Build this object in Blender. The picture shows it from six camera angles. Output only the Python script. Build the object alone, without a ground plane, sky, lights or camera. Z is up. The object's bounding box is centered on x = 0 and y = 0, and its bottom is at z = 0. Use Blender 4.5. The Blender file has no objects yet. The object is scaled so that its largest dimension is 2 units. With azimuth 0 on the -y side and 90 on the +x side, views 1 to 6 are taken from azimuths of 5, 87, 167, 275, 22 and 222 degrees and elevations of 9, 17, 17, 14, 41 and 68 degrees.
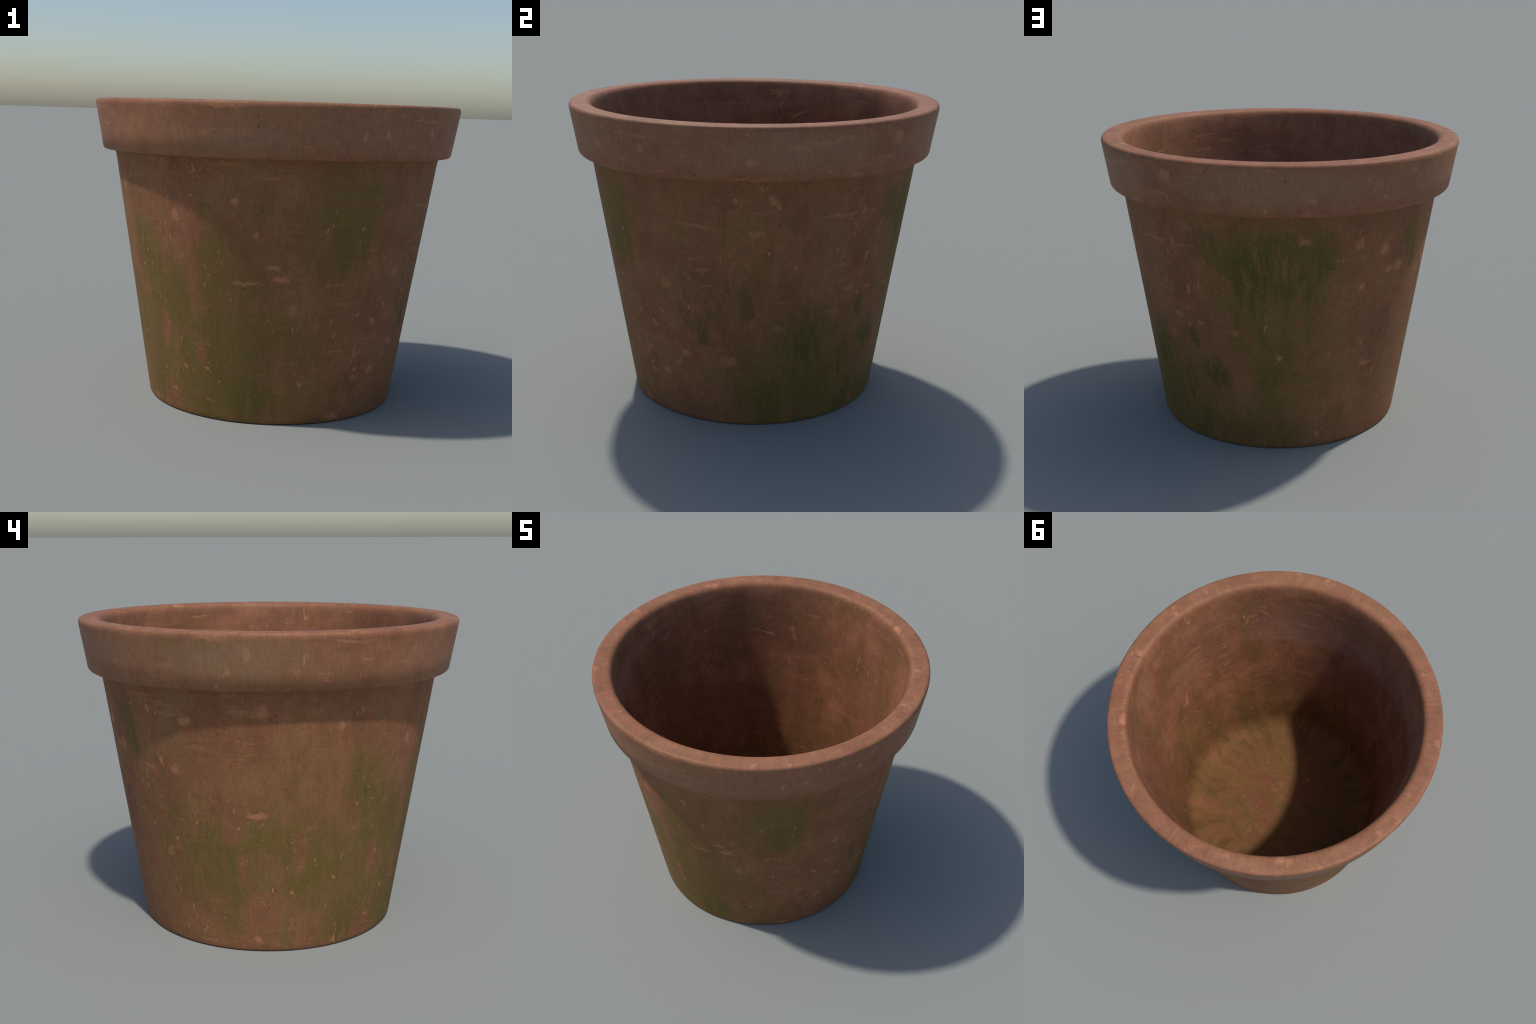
"""Weathered terracotta flower pot: a lathe-turned wall, a thick collar rim and an
inner floor, all cut from one continuous surface of revolution, with procedural
clay, moss-stain and lime-fleck materials."""
import bpy, bmesh, math
from mathutils import Vector, noise as mnoise

# ------------------------------------------------------------------ dimensions
HEIGHT = 1.6284
SEGMENTS = 256
BASE_R, WALL_SLOPE = 0.6888, 0.1509          # outer wall: r = BASE_R + WALL_SLOPE * z
COLLAR_Z = 1.3592                            # underside of the collar
IN_R, IN_SLOPE = 0.6570, 0.1390              # inner wall: r = IN_R + IN_SLOPE * z


def outer(z):
    return BASE_R + WALL_SLOPE * z


def inner(z):
    return IN_R + IN_SLOPE * z


def line(a, b, n):
    """n points from a towards b, b left out."""
    return [(a[0] + (b[0] - a[0]) * i / n, a[1] + (b[1] - a[1]) * i / n) for i in range(n)]


def arc(p0, p1, p2, n):
    """Quadratic bezier from p0 to p2, end left out."""
    out = []
    for i in range(n):
        t = i / n
        out.append(tuple((1 - t) ** 2 * p0[k] + 2 * t * (1 - t) * p1[k] + t * t * p2[k] for k in (0, 1)))
    return out


# one profile, from the middle of the underside, up the outside, over the lip, down to the inner floor
wall_profile = ([(0.0, 0.0)] + line((0.02, 0.0), (outer(0) - 0.010, 0.0), 12)
                + arc((outer(0) - 0.008, 0.0), (outer(0) - 0.001, 0.0005), (outer(0.010), 0.010), 4)
                + line((outer(0.009), 0.009), (outer(1.30), 1.30), 60)
                + arc((outer(1.30), 1.30), (outer(1.345), 1.345), (0.9005, COLLAR_Z), 6))
rim_profile = (line((0.9005, COLLAR_Z), (0.940, COLLAR_Z), 4)
               + arc((0.940, COLLAR_Z), (0.9583, COLLAR_Z), (0.9620, 1.378), 7)
               + line((0.9620, 1.378), (0.9978, 1.589), 16)
               + arc((0.9978, 1.589), (1.0020, 1.607), (0.9990, 1.6165), 4)
               + arc((0.9990, 1.6165), (0.9955, 1.6285), (0.978, HEIGHT), 5)
               + line((0.978, HEIGHT), (0.918, HEIGHT), 6)
               + arc((0.918, HEIGHT), (0.889, HEIGHT), (0.8815, 1.596), 8)
               + arc((0.8815, 1.596), (0.8775, 1.583), (inner(1.53), 1.53), 5)
               + line((inner(1.53), 1.53), (inner(1.50), 1.50), 2))
lining_profile = (line((inner(1.50), 1.50), (inner(0.18), 0.18), 54)
                  + arc((inner(0.18), 0.18), (0.667, 0.100), (0.625, 0.072), 7))
floor_profile = (arc((0.625, 0.072), (0.590, 0.048), (0.535, 0.045), 6)
                 + line((0.535, 0.045), (0.0, 0.045), 24) + [(0.0, 0.045)])

sections = [("wall", wall_profile), ("rim", rim_profile), ("lining", lining_profile), ("floor", floor_profile)]
profile, owner = [], []
for name, pts in sections:
    profile += pts
    owner += [name] * len(pts)
n_rows = len(profile)


def hand_made(ang, r, z):
    """Tiny unevenness left by the potter's wheel (about a millimetre at this scale)."""
    p = Vector((math.cos(ang) * r, math.sin(ang) * r, z))
    w = min(1.0, r / 0.3) * min(1.0, z / 0.05)
    return w * (0.0011 * mnoise.noise(p * 2.3) + 0.0005 * mnoise.noise(Vector((p.x, p.y, p.z * 7.0)) * 3.1))


verts, ring = [], []
for r, z in profile:
    if r < 1e-6:
        ring.append([len(verts)])
        verts.append((0.0, 0.0, z))
    else:
        row = []
        for i in range(SEGMENTS):
            a = 2 * math.pi * i / SEGMENTS
            rr = r + hand_made(a, r, z)
            row.append(len(verts))
            verts.append((rr * math.cos(a), rr * math.sin(a), z))
        ring.append(row)

faces, face_part = [], []
for j in range(n_rows - 1):
    A, B = ring[j], ring[j + 1]
    for i in range(SEGMENTS):
        k = (i + 1) % SEGMENTS
        if len(A) == 1:
            f = (A[0], B[k], B[i])
        elif len(B) == 1:
            f = (A[i], A[k], B[0])
        else:
            f = (A[i], A[k], B[k], B[i])
        faces.append(f)
        face_part.append(owner[j])

whole = bpy.data.meshes.new("pot_whole")
whole.from_pydata(verts, [], faces)
whole.update()
normals = [v.normal.copy() for v in whole.vertices]
# normals bent down on the collar's lower third, to draw a darkening shade gradient
for v in whole.vertices:
    radius = math.hypot(v.co.x, v.co.y)
    if radius > 0.953 and 1.365 < v.co.z < 1.48:
        t = (1.48 - v.co.z) / (1.48 - 1.375)
        t = max(0.0, min(1.0, t))
        n = normals[v.index]
        n = Vector((n.x, n.y, n.z - 0.50 * t * t))
        normals[v.index] = n.normalized()

# ------------------------------------------------------------------ node helpers


class Nodes:
    def __init__(self, tree):
        self.t, self.x = tree, 0

    def new(self, kind, **props):
        n = self.t.nodes.new(kind)
        self.x += 40
        n.location = (self.x, 0)
        for k, v in props.items():
            setattr(n, k, v)
        return n

    def put(self, sock, v):
        if hasattr(v, "is_output"):
            self.t.links.new(v, sock)
        else:
            sock.default_value = v

    def math(self, op, a, b=0.0, clamp=False):
        n = self.new("ShaderNodeMath", operation=op, use_clamp=clamp)
        self.put(n.inputs[0], a)
        self.put(n.inputs[1], b)
        return n.outputs[0]

    def vec(self, op, a, b=(0, 0, 0)):
        n = self.new("ShaderNodeVectorMath", operation=op)
        self.put(n.inputs[0], a)
        self.put(n.inputs[1], b)
        return n.outputs["Value"] if op in ("LENGTH", "DOT_PRODUCT", "DISTANCE") else n.outputs[0]

    def smooth(self, v, lo, hi, a=0.0, b=1.0):
        n = self.new("ShaderNodeMapRange", interpolation_type="SMOOTHSTEP")
        self.put(n.inputs[0], v)
        for s, x in zip(n.inputs[1:5], (lo, hi, a, b)):
            self.put(s, x)
        return n.outputs[0]

    def noise(self, vec, scale, detail=3.0, rough=0.55, dist=0.0):
        n = self.new("ShaderNodeTexNoise")
        self.put(n.inputs["Vector"], vec)
        for k, v in (("Scale", scale), ("Detail", detail), ("Roughness", rough), ("Distortion", dist)):
            n.inputs[k].default_value = v
        return n.outputs["Fac"], n.outputs["Color"]

    def mix(self, f, a, b, blend="MIX"):
        n = self.new("ShaderNodeMix", data_type="RGBA", blend_type=blend)
        self.put(n.inputs[0], f)
        for s, v in ((n.inputs[6], a), (n.inputs[7], b)):
            self.put(s, (*v, 1.0) if isinstance(v, tuple) and len(v) == 3 else v)
        return n.outputs[2]

    def scaled(self, v, s):
        return self.vec("MULTIPLY", v, s)


def make_patch_group():
    """Soft elliptical patch on the pot's skin: 1 in the middle, 0 outside."""
    g = bpy.data.node_groups.new("stain_patch", "ShaderNodeTree")
    for nm, kind in (("Point", "NodeSocketVector"), ("Centre", "NodeSocketVector"),
                     ("Inverse Size", "NodeSocketVector"), ("Softness", "NodeSocketFloat"),
                     ("Strength", "NodeSocketFloat"), ("Under", "NodeSocketFloat")):
        g.interface.new_socket(nm, in_out="INPUT", socket_type=kind)
    g.interface.new_socket("Mask", in_out="OUTPUT", socket_type="NodeSocketFloat")
    N = Nodes(g)
    i, o = N.new("NodeGroupInput"), N.new("NodeGroupOutput")
    d = N.vec("MULTIPLY", N.vec("SUBTRACT", i.outputs[0], i.outputs[1]), i.outputs[2])
    q = N.vec("LENGTH", d)
    lo = N.math("SUBTRACT", 1.0, i.outputs[3])
    hi = N.math("ADD", 1.0, i.outputs[3])
    m = N.math("MULTIPLY", N.smooth(q, lo, hi, 1.0, 0.0), i.outputs[4])
    N.put(o.inputs[0], N.math("MAXIMUM", m, i.outputs[5]))
    return g


PATCH = make_patch_group()


def patches(N, point, spots, soft, radius_of, strength=1.0, grow=1.0):
    """Union of patches (azimuth in degrees from -y, height, half width, half height[, strength])."""
    under = 0.0
    for az, z, w, h, *s in spots:
        a = math.radians(az)
        r = s[1] if len(s) > 1 else radius_of(z)
        n = N.new("ShaderNodeGroup")
        n.node_tree = PATCH
        N.put(n.inputs[0], point)
        n.inputs[1].default_value = (math.sin(a) * r, -math.cos(a) * r, z)
        n.inputs[2].default_value = (1 / (w * grow), 1 / (w * grow), 1 / (h * grow))
        n.inputs[3].default_value = soft
        n.inputs[4].default_value = (s[0] if s else 1.0) * strength
        N.put(n.inputs[5], under)
        under = n.outputs[0]
    return under


# ------------------------------------------------------------------ where the matter sits
OLIVE = [(-21, .33, .26, .26), (-10, .10, .32, .13), (-18, .85, .09, .26, .9), (-45, .66, .10, .24),
         (-54, .92, .06, .20, .8), (7, .43, .18, .20, .75), (24, .16, .18, .12, .6), (-5, .95, .26, .36, .45),
         (30, 1.14, .19, .20, .85), (27, .93, .20, .11, .85), (34, 1.05, .09, .28, .7),
         (96, .20, .18, .22), (112, .24, .30, .30, 1.0), (128, .16, .16, .20, .75), (88, .80, .24, .30, .35),
         (164, .95, .30, .40, .85), (163, .40, .09, .50, .9), (169, .42, .30, .40, .6), (150, .12, .30, .14, .75),
         (-111, .62, .19, .09), (-101, .46, .12, .20), (-98, .21, .08, .14, .8), (-84, .58, .17, .12),
         (-72, .42, .15, .12), (-62, .50, .14, .20, .8), (-49, .87, .08, .18, .9), (-36, .60, .10, .24),
         (-49, .16, .15, .14), (-68, .86, .26, .26, .4), (-137, 1.20, .07, .14, .6), (-100, 1.0, .3, .2, .25),
         (-80, .45, .50, .30, .80), (-30, .42, .40, .42, .85), (-15, .08, .42, .15, .9), (-84, 1.05, .22, .14, .35)]
MOSS = [(160, .76, .030, .30, .55), (170, .66, .032, .26, .45), (150, .84, .024, .18, .4), (178, .80, .026, .20, .4),
        (108, .26, .10, .24, .5), (120, .30, .04, .22, .5), (-60, .45, .05, .28, .3), (-18, .40, .05, .30, .35),
        (107, .50, .13, .18, .9), (140, .47, .05, .13), (132, .62, .03, .07), (127, .36, .04, .08, .8),
        (71, .61, .07, .07, .7), (62, .74, .05, .09, .5), (88, .78, .07, .13, .5), (79, 1.13, .03, .08, .4),
        (98, .18, .15, .16, .45),
        (162, 1.13, .22, .12), (142, 1.20, .09, .10, .6), (151, 1.06, .07, .07, .8), (159, .94, .045, .14),
        (168, .97, .05, .08), (-179, 1.13, .09, .14, .8), (179, .99, .06, .10, .7), (140, .46, .08, .08, .9),
        (130, .61, .04, .05, .8), (115, .45, .07, .14, .7), (136, .12, .10, .08, .7), (161, .15, .14, .10, .55),
        (163, .46, .06, .12, .5), (-140, 1.20, .09, .12, .6),
        (-10, .13, .15, .10, .45), (30, 1.0, .10, .12, .35), (-54, .92, .03, .14, .5), (-49, .85, .03, .12, .5),
        (-50, .13, .10, .10, .5), (-72, .40, .10, .05, .15), (-100, .52, .10, .10, .15)]
BARE = [(-26, .73, .025, .20), (-42, .48, .03, .16), (-24, .36, .03, .07), (-43, .06, .07, .07),
        (-28, 1.0, .10, .14), (-95, .46, .02, .15), (-74, .54, .035, .12), (-98, .64, .03, .06),
        (-36, .42, .012, .16), (160, 1.08, .012, .05), (169, 1.06, .014, .06), (-88, .20, .09, .13, .8)]
GREY = [(102, 1.52, .34, .09), (165, 1.52, .42, .08), (-95, 1.52, .30, .09, .7), (-5, 1.45, .25, .07, .5),
        (35, 1.48, .3, .08, .35), (-140, 1.52, .2, .08, .5)]
RIM_OLIVE = [(-104, 1.54, .18, .08), (-86, 1.46, .20, .08, .8), (-70, 1.44, .12, .06, .5), (10, 1.40, .06, .05, .7)]
FLECK = [(-112, 1.20, .03, .02), (60, .40, .03, .022, .9), (57, .33, .018, .03, .8), (-145, 1.02, .03, .03, .8),
         (175, 1.22, .028, .02, .8), (-165, 1.18, .022, .03, .8), (-125, .50, .024, .03, .7), (150, .70, .024, .02, .7),
         (-62, 1.18, .018, .03, .8), (12, .62, .020, .03, .6), (-31, 1.06, .02, .028), (4, .83, .042, .012), (7, .77, .042, .013), (-5, .745, .075, .010, .7),
         (-9, 1.15, .018, .018), (55, .78, .028, .028, .7), (47, .53, .012, .02), (29, .48, .01, .014),
         (50, .26, .022, .02), (41, .23, .02, .013), (16, .22, .013, .016), (32, .03, .042, .015, .8),
         (-2, .99, .012, .026), (46, .54, .013, .02), (78, .38, .042, .024, .6), (88, .60, .012, .026, .6),
         (97, .57, .032, .016, .5), (94, 1.26, .02, .022), (96, 1.23, .012, .016), (118, 1.16, .085, .010, .7),
         (89, 1.09, .04, .016, .8), (68, 1.12, .085, .006, .5), (39, .37, .012, .06, .7),
         (-154, 1.13, .028, .028), (120, 1.16, .06, .012, .7), (125, .75, .02, .02, .8), (136, .73, .018, .012),
         (-163, .94, .014, .018), (-160, .61, .012, .018), (-156, .47, .05, .008, .8), (-151, 1.01, .026, .010),
         (-87, 1.26, .026, .038, .7), (-89, .74, .05, .016), (-123, .98, .016, .026), (-118, .95, .028, .02, .8),
         (-129, .94, .042, .010, .7), (-89, .06, .016, .026), (-76, .17, .007, .035)]
RIM_FLECK = [(-52, 1.555, .006, .026), (-42, 1.525, .007, .05), (-10, 1.60, .09, .010, .8), (29, 1.47, .01, .02),
             (37, 1.49, .014, .026), (55, 1.50, .012, .026), (87, 1.46, .025, .02, .8), (100, 1.525, .05, .014, .6),
             (106, 1.545, .05, .014, .6), (113, 1.565, .05, .012, .6), (132, 1.55, .034, .02, .8),
             (132, 1.53, .03, .02, .6), (176, 1.45, .03, .016, .7), (164, 1.60, .026, .008, .8),
             (-151, 1.56, .016, .013), (-140, 1.56, .010, .022), (163, 1.40, .013, .013), (-76, 1.51, .010, .026),
             (-78, 1.45, .026, .018, .5), (-96, 1.45, .013, .018), (-91, 1.53, .016, .034, .7),
             (-113, 1.47, .034, .012, .5), (87, 1.378, .10, .007, .6), (-100, 1.6, .06, .014, .6)]

LIP_FLECK = [(az, 1.627, w, .02, st, r) for az, w, st, r in (
    (82, .018, .9, .925), (81, .012, .9, .965), (104, .018, .9, .925), (105, .012, .8, .96), (133, .022, 1, .905),
    (20, .016, 1, .966), (20, .013, .9, .985), (31, .016, .7, .985), (67, .014, .6, .945), (-63, .014, .8, .975),
    (-102, .018, .8, .965), (-125, .013, 1, .988), (-138, .022, .9, .912), (-157, .016, .7, .925),
    (-7, .014, .7, .92), (-35, .012, .8, .93), (131, .018, .8, .90), (-135, .020, .7, .93), (-62, .014, .6, .97),
    (48, .012, .7, .95), (160, .018, .7, .94), (-85, .012, .6, .93))]

# clay and growth colours (linear albedo)
CLAY = (0.305, 0.124, 0.062)
RIM_CLAY = (0.300, 0.133, 0.068)
RIM_WARM = (0.275, 0.112, 0.060)
CLAY_RED = (0.260, 0.092, 0.052)
CLAY_DUSTY = (0.290, 0.145, 0.076)
CLAY_UMBER = (0.200, 0.092, 0.044)
OLIVE_COL = (0.166, 0.106, 0.029)
MOSS_COL = (0.094, 0.080, 0.017)
GREY_COL = (0.275, 0.155, 0.086)
FLECK_COL = (0.540, 0.225, 0.115)
PIT_COL = (0.070, 0.036, 0.022)


def clay_material(name, kind):
    m = bpy.data.materials.new(name)
    m.use_nodes = True
    t = m.node_tree
    t.nodes.clear()
    N = Nodes(t)
    P = N.new("ShaderNodeTexCoord").outputs["Object"]
    sep = N.new("ShaderNodeSeparateXYZ")
    N.put(sep.inputs[0], P)
    flat = N.scaled(P, (1, 1, 0))
    around = N.vec("NORMALIZE", flat)

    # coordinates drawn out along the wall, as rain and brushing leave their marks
    streaky = N.scaled(P, (1, 1, 0.16))
    drawn = N.scaled(P, (1, 1, 0.42))
    turned = N.scaled(P, (0.16, 0.16, 1.0))

    big, _ = N.noise(P, 2.6, 3, 0.55)
    mid, _ = N.noise(drawn, 7.0, 4, 0.6)
    grain, _ = N.noise(streaky, 85.0, 3, 0.65)
    fine, _ = N.noise(P, 60.0, 3, 0.6)
    drip, _ = N.noise(streaky, 17.0, 4, 0.65)
    wheel, _ = N.noise(turned, 26.0, 3, 0.6)
    _, wobble = N.noise(drawn, 42.0, 4, 0.7)
    _, sway = N.noise(P, 7.0, 3, 0.6)

    # ---- bare clay
    shell = N.mix(N.smooth(big, 0.36, 0.66), CLAY_RED, CLAY)
    shell = N.mix(N.math("MULTIPLY", N.smooth(mid, 0.42, 0.70), 0.55), shell, CLAY_DUSTY)
    shell = N.mix(N.math("MULTIPLY", N.smooth(mid, 0.52, 0.34), 0.75), shell, CLAY_UMBER)
    r_here = N.vec("LENGTH", flat)
    if kind == "wall":
        col = shell
    else:
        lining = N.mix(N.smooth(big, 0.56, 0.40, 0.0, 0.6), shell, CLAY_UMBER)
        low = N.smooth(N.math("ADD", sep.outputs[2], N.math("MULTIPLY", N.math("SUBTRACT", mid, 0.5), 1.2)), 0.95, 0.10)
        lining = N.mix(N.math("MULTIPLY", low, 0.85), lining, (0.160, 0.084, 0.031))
        film, _ = N.noise(drawn, 5.0, 4, 0.6)
        lining = N.mix(N.math("MULTIPLY", N.smooth(film, 0.54, 0.70), 0.5), lining, OLIVE_COL)
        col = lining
    if kind == "rim":
        col = N.mix(N.smooth(big, 0.36, 0.66), RIM_WARM, RIM_CLAY)
        col = N.mix(N.math("MULTIPLY", N.smooth(mid, 0.46, 0.76), 0.35), col, CLAY_DUSTY)
        col = N.mix(N.math("MULTIPLY", N.smooth(mid, 0.52, 0.30), 0.35), col, CLAY_UMBER)
        ragged_in = N.math("ADD", r_here, N.math("MULTIPLY", N.math("SUBTRACT", N.noise(around, 26.0, 3, 0.6)[0], 0.5), 0.02))
        col = N.mix(N.smooth(ragged_in, 0.893, 0.876), col, lining)
        # the worn top edge was wiped across: short strokes run from outside to inside
        strokes, _ = N.noise(around, 48.0, 4, 0.7)
        on_lip = N.smooth(sep.outputs[2], 1.605, 1.622)
        stroke_col = N.mix(N.smooth(strokes, 0.32, 0.68), (0.88, 0.86, 0.84), (1.12, 1.14, 1.15))
        worn = N.smooth(N.noise(N.vec("ADD", P, (3.3, 8.8, 0.0)), 2.2, 3, 0.6)[0], 0.40, 0.62, 0.12, 0.85)
        wavy = N.math("ADD", r_here, N.math("MULTIPLY", N.math("SUBTRACT", N.noise(around, 14.0, 4, 0.7)[0], 0.5), 0.045))
        inner_edge = N.math("MULTIPLY", N.smooth(wavy, 0.925, 0.915), N.smooth(ragged_in, 0.876, 0.893))
        col = N.mix(N.math("MULTIPLY", inner_edge, 0.65), col, (0.275, 0.112, 0.054))
        col = N.mix(N.math("MULTIPLY", on_lip, worn), col, N.mix(1.0, col, stroke_col, "MULTIPLY"))
    mottle, _ = N.noise(N.vec("ADD", P, (4.4, 6.1, 2.0)), 13.0, 4, 0.65)
    col = N.mix(1.0, col, N.mix(N.smooth(mottle, 0.30, 0.70), (0.90, 0.89, 0.88), (1.09, 1.08, 1.07)), "MULTIPLY")
    # faint rings left by the wheel, in some zones only
    ringed = N.smooth(N.noise(N.vec("ADD", P, (5.5, 0.4, 3.3)), 2.8, 2)[0], 0.42, 0.58)
    lines = N.smooth(wheel, 0.54, 0.64)
    col = N.mix(N.math("MULTIPLY", N.math("MULTIPLY", lines, ringed), 0.22), col, CLAY_UMBER)
    pale = N.smooth(N.noise(N.vec("ADD", turned, (2.1, 3.3, 0.7)), 34.0, 3, 0.6)[0], 0.60, 0.68)
    col = N.mix(N.math("MULTIPLY", N.math("MULTIPLY", pale, ringed), 0.34), col, FLECK_COL)

    off = N.scaled(N.vec("SUBTRACT", sway, (0.5, 0.5, 0.5)), (0.16, 0.16, 0.20))
    ragged = N.vec("ADD", P, off)
    comb = N.new("ShaderNodeCombineXYZ")
    N.put(comb.inputs[2], N.math("MULTIPLY", N.math("SUBTRACT", drip, 0.5), 0.75))
    ragged = N.vec("ADD", ragged, comb.outputs[0])
    chippy = N.vec("ADD", P, N.scaled(N.vec("SUBTRACT", wobble, (0.5, 0.5, 0.5)), (0.085, 0.085, 0.075)))

    if kind == "wall":
        bare = patches(N, N.vec("ADD", P, N.scaled(off, (0.25, 0.25, 0.6))), BARE, 0.50, outer)
        keep = N.math("SUBTRACT", 1.0, N.math("MULTIPLY", bare, 0.60))
        clean_top = N.smooth(N.math("ADD", sep.outputs[2], N.math("MULTIPLY", N.math("SUBTRACT", drip, 0.5), 0.1)),
                             1.33, 1.27)
        ol = patches(N, ragged, OLIVE, 0.60, outer, 1.0, 1.28)
        ol = N.math("MULTIPLY", N.math("MULTIPLY", ol, keep), N.smooth(drip, 0.22, 0.58, 0.78, 1.05))
        blotch, _ = N.noise(N.vec("ADD", P, (0.9, 4.2, 6.6)), 6.5, 4, 0.62, 0.4)
        ol = N.math("MULTIPLY", ol, N.smooth(blotch, 0.34, 0.58, 0.70, 1.08))
        haze = N.math("MULTIPLY", N.smooth(mid, 0.38, 0.60), 0.38)
        ol = N.math("MAXIMUM", ol, N.math("MULTIPLY", haze, keep))
        col = N.mix(N.math("MULTIPLY", ol, 0.98), col, OLIVE_COL)
        mo = patches(N, ragged, MOSS, 0.55, outer, 1.0, 1.05)
        mo = N.math("MULTIPLY", N.math("MULTIPLY", mo, keep), N.smooth(drip, 0.36, 0.60, 0.22, 1.08))
        mo = N.math("MULTIPLY", mo, clean_top)
        col = N.mix(N.math("MULTIPLY", mo, 0.88), col, MOSS_COL)
        col = N.mix(N.math("MULTIPLY", bare, 0.28), col, CLAY_RED)
        spots, rad = FLECK, outer
    elif kind == "rim":
        g = patches(N, N.vec("ADD", P, off), GREY, 0.70, lambda z: 0.7366 + 0.1637 * z)
        side = N.math("MULTIPLY", N.smooth(sep.outputs[2], 1.615, 1.595), N.smooth(r_here, 0.900, 0.905))
        ro = patches(N, ragged, RIM_OLIVE, 0.55, lambda z: 0.7366 + 0.1637 * z)
        col = N.mix(N.math("MULTIPLY", N.math("MULTIPLY", ro, side), 0.7), col, (0.215, 0.128, 0.045))
        col = N.mix(N.math("MULTIPLY", N.math("MULTIPLY", g, side), 0.9), col, GREY_COL)
        spots, rad = RIM_FLECK, (lambda z: 0.7366 + 0.1637 * z)
    else:
        spots, rad = [], None

    if kind == "lining":
        # baked-in light on the inner wall: clay tinted paler above a slanting edge
        az = math.radians(30)
        tilt = N.vec("DOT_PRODUCT", around, (-0.22 * math.sin(az), 0.22 * math.cos(az), 0.0))
        edge = N.math("SUBTRACT", N.math("SUBTRACT", sep.outputs[2], 1.30), tilt)
        where = N.smooth(N.vec("DOT_PRODUCT", around, (-math.sin(math.radians(52)), -math.cos(math.radians(52)), 0.0)),
                         -0.45, 0.15)
        painted_light_band = N.math("MULTIPLY", N.smooth(edge, -0.015, 0.015), N.math("MULTIPLY", where, N.smooth(edge, 0.45, 0.10)))
        col = N.mix(N.math("MULTIPLY", painted_light_band, 0.32), col, (0.300, 0.180, 0.130))
    if kind in ("lining", "floor"):
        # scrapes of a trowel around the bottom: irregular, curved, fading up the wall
        slow = N.noise(P, 3.0, 2, 0.5)[1]
        bend = N.scaled(N.vec("SUBTRACT", slow, (0.5, 0.5, 0.5)), (0.35, 0.35, 0.5))
        polar = N.vec("ADD", N.scaled(around, (1.0, 1.0, 0.0)), bend)
        rays, _ = N.noise(polar, 8.0, 3, 0.55, 0.0)
        breaks, _ = N.noise(N.vec("ADD", P, (9.1, 0.3, 0.0)), 5.0, 3, 0.6)
        reach = N.math("ADD", r_here, N.math("MULTIPLY", N.math("SUBTRACT", breaks, 0.5), 0.40))
        on_ring = N.math("MULTIPLY", N.smooth(reach, 0.36, 0.52), N.smooth(N.math("ADD", sep.outputs[2], N.math("MULTIPLY", N.math("SUBTRACT", mid, 0.5), 0.35)), 0.50, 0.08))
        ray_col = N.mix(N.smooth(rays, 0.36, 0.50), (0.124, 0.065, 0.024), (0.168, 0.084, 0.030))
        ray_col = N.mix(N.smooth(rays, 0.52, 0.66), ray_col, (0.212, 0.090, 0.042))
        col = N.mix(N.math("MULTIPLY", on_ring, 0.95), col, ray_col)
    if kind == "floor":
        along = N.new("ShaderNodeMapping")
        N.put(along.inputs["Vector"], P)
        along.inputs["Rotation"].default_value = (0, 0, math.radians(20))
        along.inputs["Scale"].default_value = (2.0, 6.0, 6.0)
        smear, _ = N.noise(along.outputs[0], 2.4, 4, 0.62, 0.5)
        inner_disc = N.math("SUBTRACT", 0.85, N.math("MULTIPLY", on_ring, 0.6))
        col = N.mix(N.math("MULTIPLY", N.smooth(smear, 0.50, 0.62), inner_disc), col, (0.185, 0.068, 0.037))
        col = N.mix(N.math("MULTIPLY", N.smooth(smear, 0.50, 0.32), N.math("MULTIPLY", inner_disc, 0.8)), col, (0.125, 0.070, 0.025))

    # ---- vertical brush grain
    col = N.mix(1.0, col, N.mix(N.smooth(grain, 0.30, 0.70), (0.93, 0.93, 0.93), (1.065, 1.065, 1.065)), "MULTIPLY")
    col = N.mix(1.0, col, N.mix(N.smooth(fine, 0.30, 0.70), (0.93, 0.93, 0.93), (1.06, 1.06, 1.06)), "MULTIPLY")

    # ---- pale worn flecks: placed ones and a scatter that comes in clusters
    speck_at = N.scaled(P, (1, 1, 0.55 if kind != "floor" else 1.0))
    s1, _ = N.noise(speck_at, 30.0, 2, 0.5, 0.3)
    s2, _ = N.noise(N.vec("ADD", speck_at, (3.1, 1.7, 9.2)), 58.0, 2, 0.5)
    cluster, _ = N.noise(N.vec("ADD", P, (7.7, 2.2, 1.3)), 3.4, 3, 0.6)
    lift = {"floor": 0.06, "lining": 0.035, "rim": 0.03}.get(kind, 0.012)
    th1 = N.smooth(cluster, 0.36, 0.66, 0.745 + lift, 0.650 + lift)
    fl = N.smooth(N.math("SUBTRACT", s1, th1), 0.0, 0.045)
    th2 = N.smooth(cluster, 0.34, 0.64, 0.750 + lift, 0.655 + lift)
    fl2 = N.math("MULTIPLY", N.smooth(N.math("SUBTRACT", s2, th2), 0.0, 0.04), 0.75)
    fl = N.math("MAXIMUM", fl, fl2)
    s0, _ = N.noise(N.vec("ADD", N.scaled(P, (1, 1, 0.75)), (0.6, 5.7, 3.3)), 15.0, 5, 0.62, 0.5)
    fl0 = N.math("MULTIPLY", N.smooth(s0, 0.690 + lift, 0.725 + lift), 0.8)
    fl = N.math("MAXIMUM", fl, fl0)
    if kind == "rim":
        fl = N.math("MAXIMUM", fl, patches(N, chippy, LIP_FLECK, 0.5, lambda z: 0.95, 0.9))
    if spots:
        fl = N.math("MAXIMUM", fl, patches(N, chippy, spots, 0.45, rad, 0.9))
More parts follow.
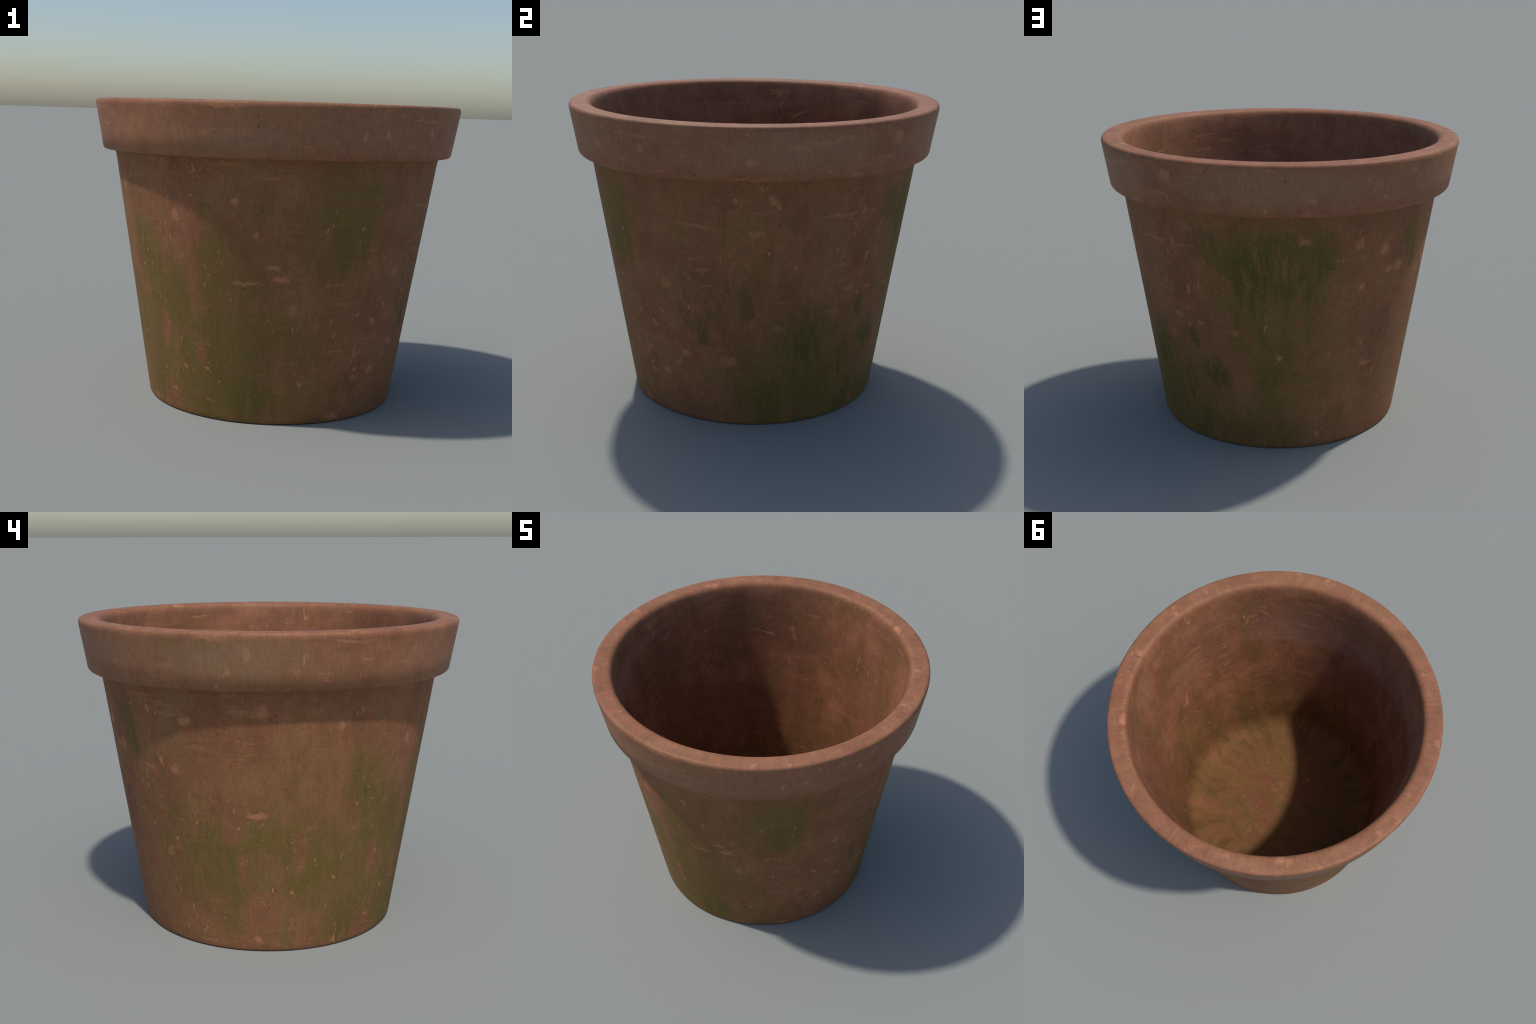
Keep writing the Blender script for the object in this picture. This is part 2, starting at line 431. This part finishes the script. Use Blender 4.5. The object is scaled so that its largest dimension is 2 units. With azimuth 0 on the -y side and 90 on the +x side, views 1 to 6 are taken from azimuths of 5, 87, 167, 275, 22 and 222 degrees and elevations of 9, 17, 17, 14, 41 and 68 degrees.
    if kind in ("lining", "rim"):
        # hair-fine scratches: narrow contour lines of a wandering field, broken by a second one
        sc, _ = N.noise(N.vec("ADD", N.scaled(P, (1, 1, 0.45)), (2.7, 0.9, 5.1)), 3.0, 1, 0.4, 0.15)
        gate, _ = N.noise(N.vec("ADD", P, (1.3, 8.1, 4.4)), 4.5, 3, 0.6)
        ln = N.smooth(N.math("ABSOLUTE", N.math("SUBTRACT", N.math("ADD", sc, N.math("MULTIPLY", N.math("SUBTRACT", fine, 0.5), 0.012)), 0.53)), 0.0065, 0.0015)
        ln = N.math("MULTIPLY", ln, N.smooth(gate, 0.54, 0.62))
        inside = N.smooth(N.vec("LENGTH", flat), 0.905, 0.885) if kind == "rim" else 1.0
        fl = N.math("MAXIMUM", fl, N.math("MULTIPLY", N.math("MULTIPLY", ln, inside), 0.9))
    col = N.mix(N.math("MULTIPLY", fl, 0.58), col, FLECK_COL)

    # ---- dark pits
    vor = N.new("ShaderNodeTexVoronoi")
    N.put(vor.inputs["Vector"], N.scaled(P, (1, 1, 0.7)))
    vor.inputs["Scale"].default_value = 14.0
    dots = N.smooth(vor.outputs["Distance"], 0.085, 0.045)
    pick = N.new("ShaderNodeSeparateColor")
    N.put(pick.inputs[0], vor.outputs["Color"])
    dots = N.math("MULTIPLY", dots, N.math("GREATER_THAN", pick.outputs[0], 0.70))
    col = N.mix(N.math("MULTIPLY", dots, 0.7), col, PIT_COL)

    bsdf = N.new("ShaderNodeBsdfPrincipled")
    N.put(bsdf.inputs["Base Color"], col)
    bsdf.inputs["Roughness"].default_value = 0.60 if kind == "rim" else 0.75
    bsdf.inputs["Specular IOR Level"].default_value = {"rim": 0.27, "floor": 0.12, "lining": 0.17}.get(kind, 0.2)
    h = N.math("ADD", N.math("MULTIPLY", grain, 0.18), N.math("MULTIPLY", fine, 0.30))
    h = N.math("SUBTRACT", h, N.math("MULTIPLY", N.math("MULTIPLY", lines, ringed), 0.28))
    h = N.math("ADD", h, N.math("MULTIPLY", fl, 0.75))
    h = N.math("SUBTRACT", h, N.math("MULTIPLY", dots, 0.8))
    bump = N.new("ShaderNodeBump")
    bump.inputs["Strength"].default_value = 0.32
    bump.inputs["Distance"].default_value = 0.004
    N.put(bump.inputs["Height"], h)
    N.put(bsdf.inputs["Normal"], bump.outputs[0])
    out = N.new("ShaderNodeOutputMaterial")
    N.put(out.inputs["Surface"], bsdf.outputs[0])
    return m


# ------------------------------------------------------------------ parts
pot = bpy.data.objects.new("terracotta_pot", None)
bpy.context.scene.collection.objects.link(pot)
pot["label"] = "weathered round terracotta flower pot with thick rim and moss stains"
pot["category"] = "flower pot"

PARTS = {"wall": "wall", "rim": "rim", "lining": "lining", "floor": "floor"}
for part in PARTS:
    ids = [f for f, o in zip(faces, face_part) if o == part]
    used = sorted({v for f in ids for v in f})
    remap = {v: i for i, v in enumerate(used)}
    me = bpy.data.meshes.new(part)
    me.from_pydata([verts[v] for v in used], [], [tuple(remap[v] for v in f) for f in ids])
    me.polygons.foreach_set("use_smooth", [True] * len(me.polygons))
    me.update()
    me.normals_split_custom_set_from_vertices([normals[v] for v in used])
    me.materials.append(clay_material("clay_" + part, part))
    ob = bpy.data.objects.new(part, me)
    bpy.context.scene.collection.objects.link(ob)
    ob.parent = pot
bpy.data.meshes.remove(whole)
